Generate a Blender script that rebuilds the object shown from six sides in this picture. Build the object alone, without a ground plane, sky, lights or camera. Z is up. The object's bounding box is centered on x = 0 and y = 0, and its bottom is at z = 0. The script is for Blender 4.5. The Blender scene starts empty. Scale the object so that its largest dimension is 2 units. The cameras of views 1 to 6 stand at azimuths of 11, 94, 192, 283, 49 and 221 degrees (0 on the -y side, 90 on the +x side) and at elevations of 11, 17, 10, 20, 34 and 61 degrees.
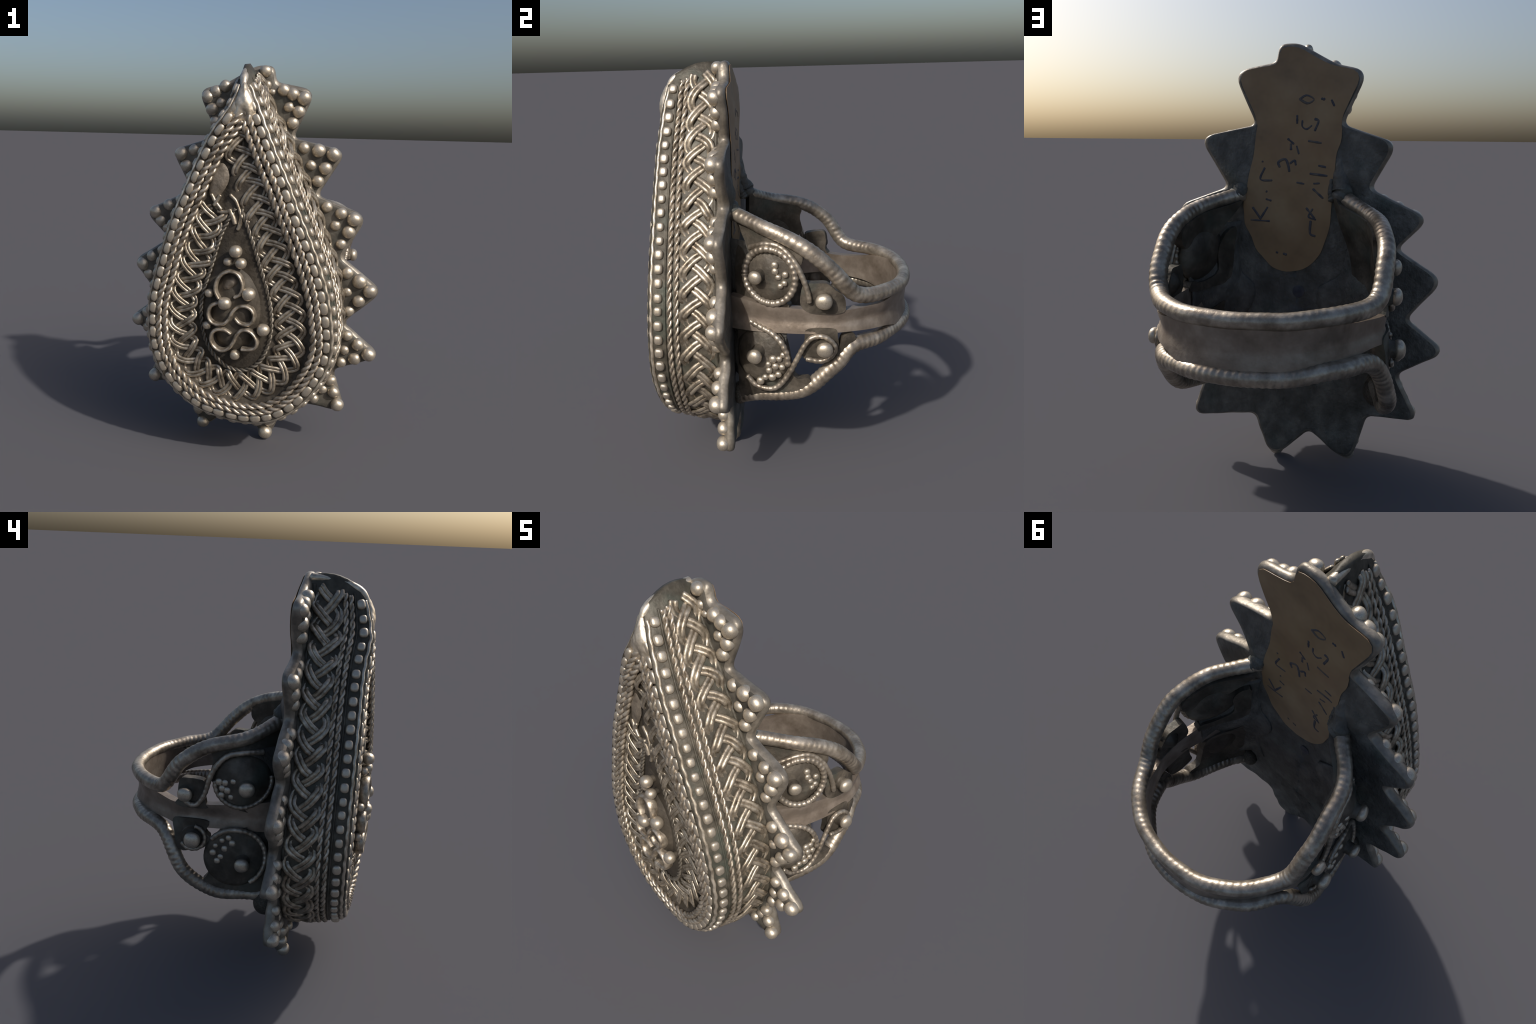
import bpy, bmesh, math, random
import numpy as np
from mathutils import Matrix, Vector

rng = random.Random(11)
TAU = 2 * math.pi

# ------------------------------------------------------------------ helpers
def catmull(P, n=200, closed=False):
    P = np.array(P, float)
    m = len(P)
    if closed:
        Q = np.vstack([P[-1], P, P[0], P[1]])
        t = np.linspace(0, m, n, endpoint=False)
    else:
        Q = np.vstack([2 * P[0] - P[1], P, 2 * P[-1] - P[-2]])
        t = np.linspace(0, m - 1, n)
    i = np.minimum(t.astype(int), (m if closed else m - 1) - 1)
    f = (t - i)[:, None]
    a, b, c, d = Q[i], Q[i + 1], Q[i + 2], Q[i + 3]
    return .5 * (2 * b + (c - a) * f + (2 * a - 5 * b + 4 * c - d) * f ** 2 + (3 * b - a - 3 * c + d) * f ** 3)

def arclen(P):
    return np.r_[0, np.cumsum(np.linalg.norm(np.diff(P, axis=0), axis=1))]

def resample(P, n=None, step=None):
    P = np.array(P, float)
    L = arclen(P)
    if n is None:
        n = max(4, int(L[-1] / step) + 1)
    s = np.linspace(0, L[-1], n)
    return np.stack([np.interp(s, L, P[:, k]) for k in range(P.shape[1])], 1)

def lerp_table(t, v):
    a = np.array(t)
    return np.interp(v, a[:, 0], a[:, 1])

def smooth_noise(t, seed, freq):
    r = np.random.RandomState(seed)
    out = np.zeros_like(t)
    for k in range(5):
        out += math.sin(0) + np.sin(t * freq * (.5 + r.rand()) * 2 + r.rand() * TAU) * (.35 + .65 * r.rand())
    return out / 2.5

def unit(v):
    v = np.array(v, float)
    return v / np.maximum(np.linalg.norm(v, axis=-1, keepdims=True), 1e-9)

def tube(path, r, seg=10, up=None, flat=1.0, rmod=None, closed=False):
    """Sweep a round (or flattened along `up`) section along a path -> (verts, faces)."""
    P = np.array(path, float)
    n = len(P)
    if closed:
        T = unit(np.roll(P, -1, 0) - np.roll(P, 1, 0))
    else:
        T = unit(np.gradient(P, axis=0))
    if up is None:
        U = np.zeros_like(P)
        v = np.cross(T[0], [0.3, .8, .52])
        v = v / np.linalg.norm(v)
        for k in range(n):
            v = v - T[k] * v.dot(T[k])
            v = v / max(np.linalg.norm(v), 1e-9)
            U[k] = v
    else:
        U = np.broadcast_to(np.array(up, float), P.shape)
        U = unit(U - T * (U * T).sum(1, keepdims=True))
    V = np.cross(T, U)
    r = np.broadcast_to(np.array(r, float), (n,))
    ang = np.arange(seg) * TAU / seg
    s = arclen(P)
    R = r[:, None] * np.ones(seg)
    if rmod is not None:
        R = R * rmod(s[:, None], ang[None, :])
    verts = P[:, None, :] + (R * np.sin(ang))[:, :, None] * V[:, None, :] + (R * np.cos(ang) * flat)[:, :, None] * U[:, None, :]
    verts = verts.reshape(-1, 3)
    faces = []
    for k in range(n if closed else n - 1):
        k2 = (k + 1) % n
        for j in range(seg):
            j2 = (j + 1) % seg
            faces.append((k * seg + j, k * seg + j2, k2 * seg + j2, k2 * seg + j))
    if not closed:
        a, b = len(verts), len(verts) + 1
        verts = np.vstack([verts, P[0] - T[0] * r[0] * .5, P[-1] + T[-1] * r[-1] * .5])
        for j in range(seg):
            j2 = (j + 1) % seg
            faces.append((a, j2, j))
            faces.append((b, (n - 1) * seg + j, (n - 1) * seg + j2))
    return verts, faces

def merge(parts):
    V, F, o = [], [], 0
    for v, f in parts:
        V.append(np.array(v))
        F += [tuple(i + o for i in q) for q in f]
        o += len(v)
    return np.vstack(V), F

def new_mesh(name, vf, mats, smooth=True, idx=None, recalc=True):
    v, f = vf
    me = bpy.data.meshes.new(name)
    me.from_pydata([tuple(map(float, p)) for p in v], [], [tuple(map(int, q)) for q in f])
    for m in (mats if isinstance(mats, (list, tuple)) else [mats]):
        me.materials.append(m)
    if idx is not None:
        for p, i in zip(me.polygons, idx):
            p.material_index = i
    if recalc:
        bm = bmesh.new()
        bm.from_mesh(me)
        bmesh.ops.recalc_face_normals(bm, faces=bm.faces)
        bm.to_mesh(me)
        bm.free()
    if smooth:
        me.polygons.foreach_set("use_smooth", [True] * len(me.polygons))
    me.update()
    return me

def add(name, me, parent, mat=None):
    ob = bpy.data.objects.new(name, me)
    bpy.context.scene.collection.objects.link(ob)
    if parent is not None:
        ob.parent = parent
    if mat is not None:
        ob.matrix_basis = mat
    return ob

def frame(loc, along, normal, scale=(1, 1, 1)):
    z = Vector(normal).normalized()
    x = Vector(along)
    x = (x - z * x.dot(z)).normalized()
    y = z.cross(x)
    M = Matrix((x, y, z)).transposed().to_4x4()
    return Matrix.Translation(Vector(loc)) @ M @ Matrix.Diagonal((*scale, 1))

def superball(e=1.0, nu=24, nv=16, dent=0.0, seed=0):
    """Unit granule: superellipsoid, optional lumps."""
    V, F = [], []
    r = random.Random(seed)
    ph = [r.random() * TAU for _ in range(6)]
    def sp(x, p):
        return math.copysign(abs(x) ** p, x)
    for j in range(1, nv):
        b = -math.pi / 2 + math.pi * j / nv
        for i in range(nu):
            a = TAU * i / nu
            p = np.array([sp(math.cos(b), e) * sp(math.cos(a), e), sp(math.cos(b), e) * sp(math.sin(a), e), sp(math.sin(b), e)])
            k = 1 + dent * (math.sin(2.3 * p[0] + ph[0]) + math.sin(2.9 * p[1] + ph[1]) + math.sin(2.1 * p[2] + 1.7 * p[0] + ph[2])) / 2
            V.append(p * k)
    bot, top = len(V), len(V) + 1
    V += [np.array([0, 0, -1.]), np.array([0, 0, 1.])]
    for j in range(nv - 2):
        for i in range(nu):
            i2 = (i + 1) % nu
            F.append((j * nu + i, j * nu + i2, (j + 1) * nu + i2, (j + 1) * nu + i))
    for i in range(nu):
        i2 = (i + 1) % nu
        F.append((bot, i2, i))
        F.append((top, (nv - 2) * nu + i, (nv - 2) * nu + i2))
    return V, F

# ------------------------------------------------------------------ materials
def mat_metal(name, stops, scale=9., rough=.45, metal=.0, bump=.15, bscale=60., patina=None, detail=6., stretch=None, spec=.5):
    m = bpy.data.materials.new(name)
    m.use_nodes = True
    N, L = m.node_tree.nodes, m.node_tree.links
    b = N["Principled BSDF"]
    tc = N.new("ShaderNodeTexCoord")
    geo = tc.outputs["Object"]
    mp = N.new("ShaderNodeMapping")
    L.new(geo, mp.inputs["Vector"])
    if stretch:
        mp.inputs["Scale"].default_value = stretch
    n1 = N.new("ShaderNodeTexNoise")
    n1.inputs["Scale"].default_value = scale
    n1.inputs["Detail"].default_value = detail
    n1.inputs["Roughness"].default_value = .62
    L.new(mp.outputs[0], n1.inputs["Vector"])
    cr = N.new("ShaderNodeValToRGB")
    e = cr.color_ramp.elements
    lo, hi = .32, .68
    e[0].position, e[0].color = lo, (*stops[0], 1)
    e[1].position, e[1].color = hi, (*stops[-1], 1)
    for k, c in enumerate(stops[1:-1]):
        x = e.new(lo + (hi - lo) * (k + 1) / (len(stops) - 1))
        x.color = (*c, 1)
    L.new(n1.outputs["Fac"], cr.inputs["Fac"])
    col = cr.outputs["Color"]
    if patina:
        pc, pscale, amt = patina
        n2 = N.new("ShaderNodeTexNoise")
        n2.inputs["Scale"].default_value = pscale
        n2.inputs["Detail"].default_value = 4
        L.new(geo, n2.inputs["Vector"])
        r2 = N.new("ShaderNodeValToRGB")
        r2.color_ramp.elements[0].position, r2.color_ramp.elements[1].position = .55, .72
        r2.color_ramp.elements[1].color = (amt, amt, amt, 1)
        L.new(n2.outputs["Fac"], r2.inputs["Fac"])
        mx = N.new("ShaderNodeMix")
        mx.data_type = 'RGBA'
        L.new(r2.outputs["Color"], mx.inputs["Factor"])
        L.new(col, mx.inputs[6])
        mx.inputs[7].default_value = (*pc, 1)
        col = mx.outputs[2]
    L.new(col, b.inputs["Base Color"])
    n3 = N.new("ShaderNodeTexNoise")
    n3.inputs["Scale"].default_value = bscale
    n3.inputs["Detail"].default_value = 5
    L.new(mp.outputs[0], n3.inputs["Vector"])
    bp = N.new("ShaderNodeBump")
    bp.inputs["Strength"].default_value = bump
    bp.inputs["Distance"].default_value = .01
    L.new(n3.outputs["Fac"], bp.inputs["Height"])
    L.new(bp.outputs[0], b.inputs["Normal"])
    rr = N.new("ShaderNodeMapRange")
    rr.inputs["To Min"].default_value = rough - .08
    rr.inputs["To Max"].default_value = rough + .1
    L.new(n3.outputs["Fac"], rr.inputs["Value"])
    L.new(rr.outputs[0], b.inputs["Roughness"])
    b.inputs["Metallic"].default_value = metal
    b.inputs["Specular IOR Level"].default_value = spec
    return m

M_BEAD = mat_metal("worn_silver", [(.27, .228, .175), (.50, .44, .355), (.74, .665, .555)], 22, .34, .7, .12, 70)
M_WIRE = mat_metal("twisted_silver_wire", [(.17, .137, .10), (.38, .328, .262), (.62, .545, .447)], 30, .36, .7, .12, 90)
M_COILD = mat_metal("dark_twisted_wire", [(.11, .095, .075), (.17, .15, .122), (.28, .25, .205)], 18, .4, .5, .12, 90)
M_COIL = mat_metal("filigree_silver", [(.145, .116, .083), (.33, .284, .222), (.55, .483, .39)], 30, .36, .7, .12, 90)
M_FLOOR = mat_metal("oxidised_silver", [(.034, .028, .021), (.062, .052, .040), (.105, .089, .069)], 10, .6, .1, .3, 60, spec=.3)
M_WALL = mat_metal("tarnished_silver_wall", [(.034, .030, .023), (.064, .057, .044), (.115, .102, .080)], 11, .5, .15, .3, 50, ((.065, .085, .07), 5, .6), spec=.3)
M_PLATE = mat_metal("plate_face", [(.055, .05, .042), (.09, .082, .068), (.15, .136, .113)], 9, .5, .15, .25, 45, ((.06, .08, .07), 4, .5), spec=.3)
M_BACK = mat_metal("plate_back", [(.060, .057, .050), (.098, .094, .085), (.165, .158, .142)], 9, .55, .1, .7, 55, ((.03, .11, .10), 4.2, .18), stretch=(1.2, 1, .95), spec=.3)
M_EDGE = mat_metal("worn_plate_edge", [(.13, .115, .095), (.22, .196, .162), (.34, .305, .255)], 12, .42, .5, .2, 50)
M_SHANK = mat_metal("shank_silver", [(.16, .127, .098), (.26, .215, .174), (.38, .325, .268)], 7, .40, .45, .18, 45, ((.17, .13, .10), 5, .6))
M_SWIRE = mat_metal("shank_wire_silver", [(.17, .140, .107), (.31, .267, .215), (.50, .44, .362)], 14, .36, .65, .15, 60)
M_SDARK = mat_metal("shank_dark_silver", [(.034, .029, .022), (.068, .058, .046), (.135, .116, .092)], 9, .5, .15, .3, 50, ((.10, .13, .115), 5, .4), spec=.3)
M_BARE = mat_metal("bare_worn_floor", [(.10, .083, .064), (.17, .143, .112), (.25, .21, .165)], 16, .5, .3, .3, 60)
M_LABEL = mat_metal("label_lacquer", [(.185, .118, .064), (.255, .166, .088), (.305, .21, .115)], 4, .42, 0, .08, 30, ((.29, .165, .095), 2.2, .6), detail=5)
M_INK = mat_metal("ink", [(.028, .030, .045), (.055, .055, .068), (.11, .092, .075)], 25, .6, 0, .05, 30)

# ------------------------------------------------------------------ bezel shape
def yf(x, z):
    """front plane of the bezel: slightly domed towards both ends, tilted a little."""
    return np.interp(z, [.15, .35, .6, .8, 1.1, 1.3, 1.6, 1.8, 1.92], [-.596, -.606, -.611, -.610, -.604, -.599, -.585, -.560, -.528]) - .022 * np.asarray(x) - .028 * np.exp(-((np.asarray(x) + .11) / .08) ** 2) * np.clip((np.asarray(z) - 1.52) / .2, 0, 1)

FRONT = [(-.006, 1.922), (.048, 1.812), (.104, 1.685), (.160, 1.556), (.225, 1.417), (.272, 1.300), (.332, 1.170), (.381, 1.051), (.424, .918), (.448, .794),
         (.459, .668), (.440, .557), (.388, .447), (.302, .338), (.188, .258), (.057, .228), (-.073, .240), (-.207, .279), (-.313, .355), (-.393, .446),
         (-.445, .560), (-.464, .683), (-.461, .814), (-.444, .906), (-.412, 1.022), (-.374, 1.150), (-.331, 1.276), (-.276, 1.400), (-.223, 1.522), (-.154, 1.654), (-.063, 1.785), (-.012, 1.922)]
BASE = [(-.030, 1.990), (.055, 1.899), (.122, 1.776), (.192, 1.664), (.248, 1.540), (.335, 1.361), (.398, 1.193), (.446, 1.070), (.482, .951), (.503, .795),
        (.500, .650), (.472, .510), (.405, .365), (.300, .255), (.180, .190), (.055, .165), (-.090, .175), (-.225, .220), (-.350, .305), (-.445, .425),
        (-.498, .560), (-.512, .700), (-.492, .850), (-.450, 1.010), (-.402, 1.150), (-.342, 1.300), (-.280, 1.450), (-.213, 1.600), (-.145, 1.730), (-.085, 1.870), (-.042, 1.990)]
NS = 900
SS_ = np.linspace(0, 1, NS)
CF = resample(catmull(FRONT, 2000), NS)
CB = resample(catmull(BASE, 2000), NS)
_t = unit(np.gradient(CB, axis=0))
_n = np.stack([-_t[:, 1], _t[:, 0]], 1)
if (_n * (CB - np.array([0, .75]))).sum() < 0:
    _n = -_n
CB = CB - _n * .012 * np.clip(np.minimum(SS_, 1 - SS_) / .05, 0, 1)[:, None]
CF3 = np.stack([CF[:, 0], yf(CF[:, 0], CF[:, 1]) + .012, CF[:, 1]], 1)
YB = -.272
CB3 = np.stack([CB[:, 0], np.full(NS, YB), CB[:, 1]], 1)
SS = np.linspace(0, 1, NS)
LF = arclen(CF)[-1]

def bulge(f):
    return .010 * np.sin(np.pi * f) + .007 * np.exp(-((f - .15) / .06) ** 2)

def interp3(A, s):
    return np.stack([np.interp(s, SS, A[:, k]) for k in range(3)], -1)

def wall(s, f, off=0.):
    """point on the side wall; s round the outline from the apex, f front->back, off outward."""
    s = np.asarray(s, float); f = np.asarray(f, float)
    a, b = interp3(CF3, s), interp3(CB3, s)
    p = a + (b - a) * f[..., None]
    w = np.exp(-(np.minimum(s, 1 - s) / .035) ** 2)
    p = p + np.stack([0 * w, 0 * w, .030 * w * np.sin(np.pi * np.clip(f, 0, 1)) ** .8], -1)
    return p + wall_n(s) * (np.asarray(off) + bulge(f))[..., None]

def wall_n(s):
    s = np.asarray(s, float)
    e = .004
    s0, s1 = np.clip(s - e, 0, 1), np.clip(s + e, 0, 1)
    mid = lambda q: .5 * (interp3(CF3, q) + interp3(CB3, q))
    t = unit(mid(s1) - mid(s0))
    d = unit(interp3(CB3, s) - interp3(CF3, s))
    return unit(np.cross(d, t)) * -1.0

# sign check so that wall normals point outward
if wall_n(np.array([.25]))[0][0] < 0:
    _wn = wall_n
    wall_n = lambda s: -_wn(s)

def face(P2, off=0.):
    """lift (x,z) points on to the front face; off > 0 comes forward."""
    P2 = np.asarray(P2, float)
    return np.stack([P2[:, 0], yf(P2[:, 0], P2[:, 1]) - off, P2[:, 1]], 1)

def inset(d):
    """inward offset of the outline, trimmed where the two flanks cross at the point."""
    n = np.stack([-np.gradient(CF[:, 1]), np.gradient(CF[:, 0])], 1)
    n = unit(n)
    c = np.array([0, .75])
    if (n * (c - CF)).sum() < 0:
        n = -n
    Q = CF + n * d
    keep = []
    for q in Q:
        if np.min(np.linalg.norm(CF - q, axis=1)) > d * .985:
            keep.append(q)
    return resample(np.array(keep), step=.004)

root = bpy.data.objects.new("filigree_ring", None)
bpy.context.scene.collection.objects.link(root)
root["label"] = "ornate tarnished silver ring with large teardrop filigree bezel"
root["category"] = "finger ring"

# --- setting body: dished face + wall as one loft
def build_setting():
    n = 300
    s = np.linspace(0, 1, n)
    rings = []
    # wall from back to front
    for f in [1.03, .97, .88, .76, .62, .5, .36, .24, .12, .05, .015]:
        rings.append(wall(s, np.full(n, f)))
    a = interp3(CF3, s)
    c = np.stack([np.clip(a[:, 0], -.02, .02) * 0 + .0, np.clip(a[:, 2], .62, 1.45)], 1)
    ctr = np.stack([c[:, 0], c[:, 1]], 1)
    p2 = a[:, [0, 2]]
    dist = np.linalg.norm(ctr - p2, axis=1)
    dirn = (ctr - p2) / dist[:, None]
    for d, dep in [(.004, .006), (.012, .010), (.035, .014), (.045, .020), (.105, .024), (.12, .038), (.16, .044), (.2, .044), (.25, .044), (.275, .040), (.30, .030), (.33, .030)]:
        t = np.minimum(d, dist * (.12 + 2.2 * d))
        t = np.minimum(t, dist * .97)
        q = p2 + dirn * t[:, None]
        rings.append(face(q, -dep))
    q = p2 + dirn * (dist * .985)[:, None]
    rings.append(face(q, -.030))
    m = len(rings)
    V = np.vstack(rings)
    F, I = [], []
    for r in range(m - 1):
        for k in range(n):
            k2 = (k + 1) % n
            F.append((r * n + k, r * n + k2, (r + 1) * n + k2, (r + 1) * n + k))
            I.append(0 if r < 11 else 1)
    F.append(tuple(range((m - 1) * n, m * n)))
    I.append(1)
    rs = np.random.RandomState(3)
    me = new_mesh("setting", (V, F), [M_WALL, M_FLOOR], idx=I)
    return add("setting", me, root)

setting = build_setting()

# --- twisted rope wires (two strands each)
def rope(name, path, normals, R, pitch, hand, parent, mat=M_WIRE, wear=0.0, flat=.8):
    P = resample(path, step=pitch / 14)
    # resample the normals to the same stations
    L0 = arclen(np.array(path)); L0 = L0 / L0[-1]
    s = arclen(P)
    u = s / s[-1]
    U = unit(np.stack([np.interp(u, L0, np.array(normals)[:, k]) for k in range(3)], 1))
    T = unit(np.gradient(P, axis=0))
    U = unit(U - T * (U * T).sum(1, keepdims=True))
    W = np.cross(T, U)
    ph = TAU * s / pitch * hand + .25 * smooth_noise(s, 5, 9)
    parts = []
    jit = 1 + .07 * smooth_noise(s, 9, 14)
    for k in range(2):
        a = ph + math.pi * k
        q = P + (W * np.cos(a)[:, None] + U * (np.sin(a) * flat)[:, None]) * (R * .5 * jit)[:, None]
        parts.append(tube(q, R * .56, 8, up=None))
    me = new_mesh(name, merge(parts), mat)
    return add(name, me, parent)

def face_rope(d, off, R, pitch, trim=0, jitter=.002):
    P2 = inset(d)
    if trim:
        P2 = P2[trim:-trim]
    t = np.linspace(0, 1, len(P2))
    P2 = P2 + np.stack([smooth_noise(t, int(d * 1000), 30), smooth_noise(t, int(d * 900) + 1, 30)], 1) * jitter
    P = face(P2, off)
    return P, np.tile([0, -1., 0], (len(P), 1))

for d, off, R, pit in [(.055, -.009, .0175, .082), (.087, -.012, .0180, .084)]:
    P, U = face_rope(d, off, R, pit)
    rope("rope_wire", P, U, R, pit, -1, setting)

INNER = [(-.012, 1.300), (.012, 1.235), (.040, 1.165), (.080, 1.048), (.122, .920), (.149, .800), (.145, .680), (.105, .570), (.035, .515), (-.045, .520), (-.118, .580), (-.165, .670), (-.182, .790), (-.168, .900), (-.130, 1.025), (-.090, 1.165), (-.045, 1.260), (-.02, 1.300)]
inn = catmull(INNER, 500)
for grow, off in [(0.012, -.028)]:
    tn = unit(np.stack([np.gradient(inn[:, 1]), -np.gradient(inn[:, 0])], 1))
    if (tn * (inn - np.array([0, .8]))).sum() < 0:
        tn = -tn
    P2 = (inn + tn * grow)
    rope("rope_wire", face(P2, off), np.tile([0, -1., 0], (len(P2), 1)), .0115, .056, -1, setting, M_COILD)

for f, R in [(.315, .0135), (.415, .0135)]:
    s = np.linspace(.016, .984, 1500)
    P = wall(s, np.full_like(s, f) + .006 * smooth_noise(s, int(f * 100), 25), .004)
    rope("rope_wire", P, wall_n(s), R, .082, -1, setting)

# --- filigree coils: flattened double-wire springs
def coil_params(n_loops, per=26):
    th = np.linspace(0, TAU * n_loops, n_loops * per)
    return th

def double_wire(C, N, r, gap, rad_flat=.66):
    """two wires side by side in the surface whose normal field is N."""
    T = unit(np.gradient(C, axis=0))
    B = unit(np.cross(T, N))
    return merge([tube(C + B * (gap * k), r, 8, up=N, flat=rad_flat) for k in (-.5, .5)])

def braid(line, half, pitch, off, hamp, seed, surf, wire=.0088, gap=.0158, n_strand=3):
    """flat three-strand plait of doubled wire; `line` is the length run, surf(u, w, h) the surface."""
    parts = []
    Lt = line
    per = pitch * 3
    for k in range(n_strand):
        u = np.arange(0, Lt, .003)
        t = TAU * u / per + TAU * k / 3 + .18 * smooth_noise(u, seed + k, 13)
        w = np.sin(t)
        w = half * np.sign(w) * np.abs(w) ** .85 * (1 + .10 * smooth_noise(u, seed + 7 + k, 17))
        du = .05 * pitch * np.sin(2 * t)
        h = off + hamp * np.sin(2 * t) + .0015 * smooth_noise(u, seed + 13 + k, 23)
        C, N = surf(np.clip(u + du, 0, Lt), w, h)
        L = arclen(C)
        m = int(L[-1] / .005)
        g = np.linspace(0, L[-1], m)
        C = np.stack([np.interp(g, L, C[:, j]) for j in range(3)], 1)
        N = unit(np.stack([np.interp(g, L, N[:, j]) for j in range(3)], 1))
        parts.append(double_wire(C, N, wire, gap))
    return merge(parts)

def face_braid(path2, half, pitch, off, hamp, seed, flip=1):
    P = resample(catmull(path2, 400), step=.002)
    s = arclen(P)
    T = unit(np.gradient(P, axis=0))
    def surf(u, w, h):
        pos = np.stack([np.interp(u, s, P[:, k]) for k in (0, 1)], 1)
        t = unit(np.stack([np.interp(u, s, T[:, k]) for k in (0, 1)], 1))
        q = pos + np.stack([-t[:, 1], t[:, 0]], 1) * (w * flip)[:, None]
        C = np.stack([q[:, 0], yf(q[:, 0], q[:, 1]) - h, q[:, 1]], 1)
        return C, np.tile([0, -1., 0], (len(C), 1))
    return braid(s[-1], half, pitch, off, hamp, seed, surf)

CH_R = [(-.032, 1.665), (-.010, 1.585), (.026, 1.475), (.074, 1.345), (.126, 1.205), (.172, 1.080), (.214, .950), (.248, .830), (.262, .715), (.248, .610), (.195, .515), (.110, .445), (.02, .415), (-.07, .415), (-.150, .450), (-.225, .505), (-.268, .575), (-.292, .655), (-.297, .760), (-.278, .880), (-.245, 1.000), (-.205, 1.110), (-.165, 1.215), (-.140, 1.310)]
add("filigree_braid", new_mesh("filigree_braid", face_braid(CH_R, .066, .078, -.030, .009, 20), M_COIL), setting)

def patch(c, rx, rz, lift, mat, name):
    V, F = [], []
    nr, na = 8, 32
    for i in range(nr):
        q = i / (nr - 1)
        for k in range(na):
            a = TAU * k / na
            w = 1 + .12 * math.sin(3 * a + 1)
            x, z = c[0] + rx * q * w * math.cos(a) + .35 * rx * q * math.sin(a), c[1] + rz * q * math.sin(a)
            V.append((x, float(yf(x, z)) + .030 - lift * (1 - q ** 3) - .002 * math.sin(x * 80) * math.sin(z * 70), z))
    for i in range(nr - 1):
        for k in range(na):
            F.append((i * na + k, i * na + (k + 1) % na, (i + 1) * na + (k + 1) % na, (i + 1) * na + k))
    add(name, new_mesh(name, (np.array(V), F), mat), setting)
patch((-.118, 1.435), .046, .085, .012, M_BARE, "bare_patch")

# broken ends of the coil beside the bare patch
def bit(pts, off, r=.0075, r2=None):
    P = catmull(pts, 24)
    return tube(face(P, off), np.linspace(r, r2 or r, len(P)), 8)
frag = [bit([(-.058, 1.372), (-.030, 1.345), (-.012, 1.305), (.005, 1.262)], -.026, .009),
        bit([(-.150, 1.372), (-.128, 1.335), (-.100, 1.300)], -.022, .010),
        bit([(-.105, 1.368), (-.135, 1.318)], -.020, .010),
        bit([(-.118, 1.290), (-.080, 1.288), (-.050, 1.297)], -.026, .010),
        bit([(-.060, 1.300), (-.040, 1.262), (-.032, 1.232)], -.028, .013),
        bit([(.002, 1.285), (-.004, 1.240), (-.018, 1.205)], -.030, .011)]
add("broken_wire", new_mesh("broken_wire", merge(frag), M_COIL), setting)

def wall_braid():
    s0, s1 = .014, .986
    Lw = (s1 - s0) * .5 * (arclen(CF)[-1] + arclen(CB)[-1])
    def surf(u, w, h):
        s = s0 + (s1 - s0) * u / Lw
        return wall(s, .70 + w / .33, h), wall_n(s)
    return braid(Lw, .064, .100, .001, .009, 61, surf, .0122, .0205)
add("filigree_braid", new_mesh("filigree_braid", wall_braid(), M_COIL), setting)

# --- granules: shared bead meshes
BEADS = [new_mesh("bead", superball(.92, 28, 18, .05, k), M_BEAD) for k in range(4)]
PILLS = [new_mesh("rim_bead", superball(.72, 24, 16, .03, k + 9), M_BEAD) for k in range(3)]

def bead(name, parent, loc, normal, r, along=(0, 0, 1), scale=(1, 1, 1), pool=None):
    return add(name, rng.choice(pool or BEADS), parent, frame(loc, along, normal, (r * scale[0], r * scale[1], r * scale[2])))

# rim granules facing forward
L_rim = LF
n_rim = 62
rim_path = inset(.0225)
Lr = arclen(rim_path)
for k in range(n_rim):
    u = Lr[-1] * (k + .5) / n_rim
    if u < .006 or u > Lr[-1] - .006:
        continue
    u += rng.uniform(-.003, .003)
    p = np.array([np.interp(u, Lr, rim_path[:, j]) for j in (0, 1)])
    p2 = np.array([np.interp(u + .01, Lr, rim_path[:, j]) for j in (0, 1)])
    q, q2 = face(np.array([p, p2]), -.013)
    bead("rim_bead", setting, q, (0, -1, 0), 1, q2 - q, (rng.uniform(.027, .0315), rng.uniform(.0175, .0205), rng.uniform(.0125, .0150)), PILLS)
# thin plain lip between the two rows of granules
s = np.linspace(.012, .988, 700)
lip = wall(s, .035 + .006 * np.sin(s * TAU * 60), .000 + .0012 * np.sin(s * TAU * 60 + 1))
add("rim_lip", new_mesh("rim_lip", tube(lip, .0085, 8), M_BEAD), setting)
lip2 = wall(s, np.full_like(s, .245), .001)
add("rim_lip", new_mesh("rim_lip", tube(lip2, .0055, 8), M_WALL), setting)
# side granules
n_side = 62
for k in range(n_side):
    u = .012 + .976 * (k + .5) / n_side + rng.uniform(-.0007, .0007)
    q, q2 = wall(np.array([u, u + .002]), np.array([.145, .145]), -.003)
    r = rng.uniform(.0205, .024)
    bead("side_bead", setting, q, wall_n(np.array([u]))[0], r, q2 - q, (1.02, .92, .72), PILLS)

# worn solder over the point
ridge = catmull([(-.012, -.560, 1.770), (-.010, -.552, 1.820), (-.010, -.535, 1.875), (-.012, -.510, 1.915), (-.018, -.46, 1.948), (-.024, -.40, 1.965), (-.032, -.33, 1.974), (-.038, -.265, 1.978)], 60)
rr = np.interp(np.linspace(0, 1, 60), [0, .12, .3, .42, .6, .8, 1], [.004, .010, .015, .019, .017, .018, .020])
rr = rr * (1 + .06 * smooth_noise(np.linspace(0, 1, 60), 77, 12))
add("solder_cap", new_mesh("solder_cap", tube(ridge, rr, 16), M_BEAD), setting)

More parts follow.
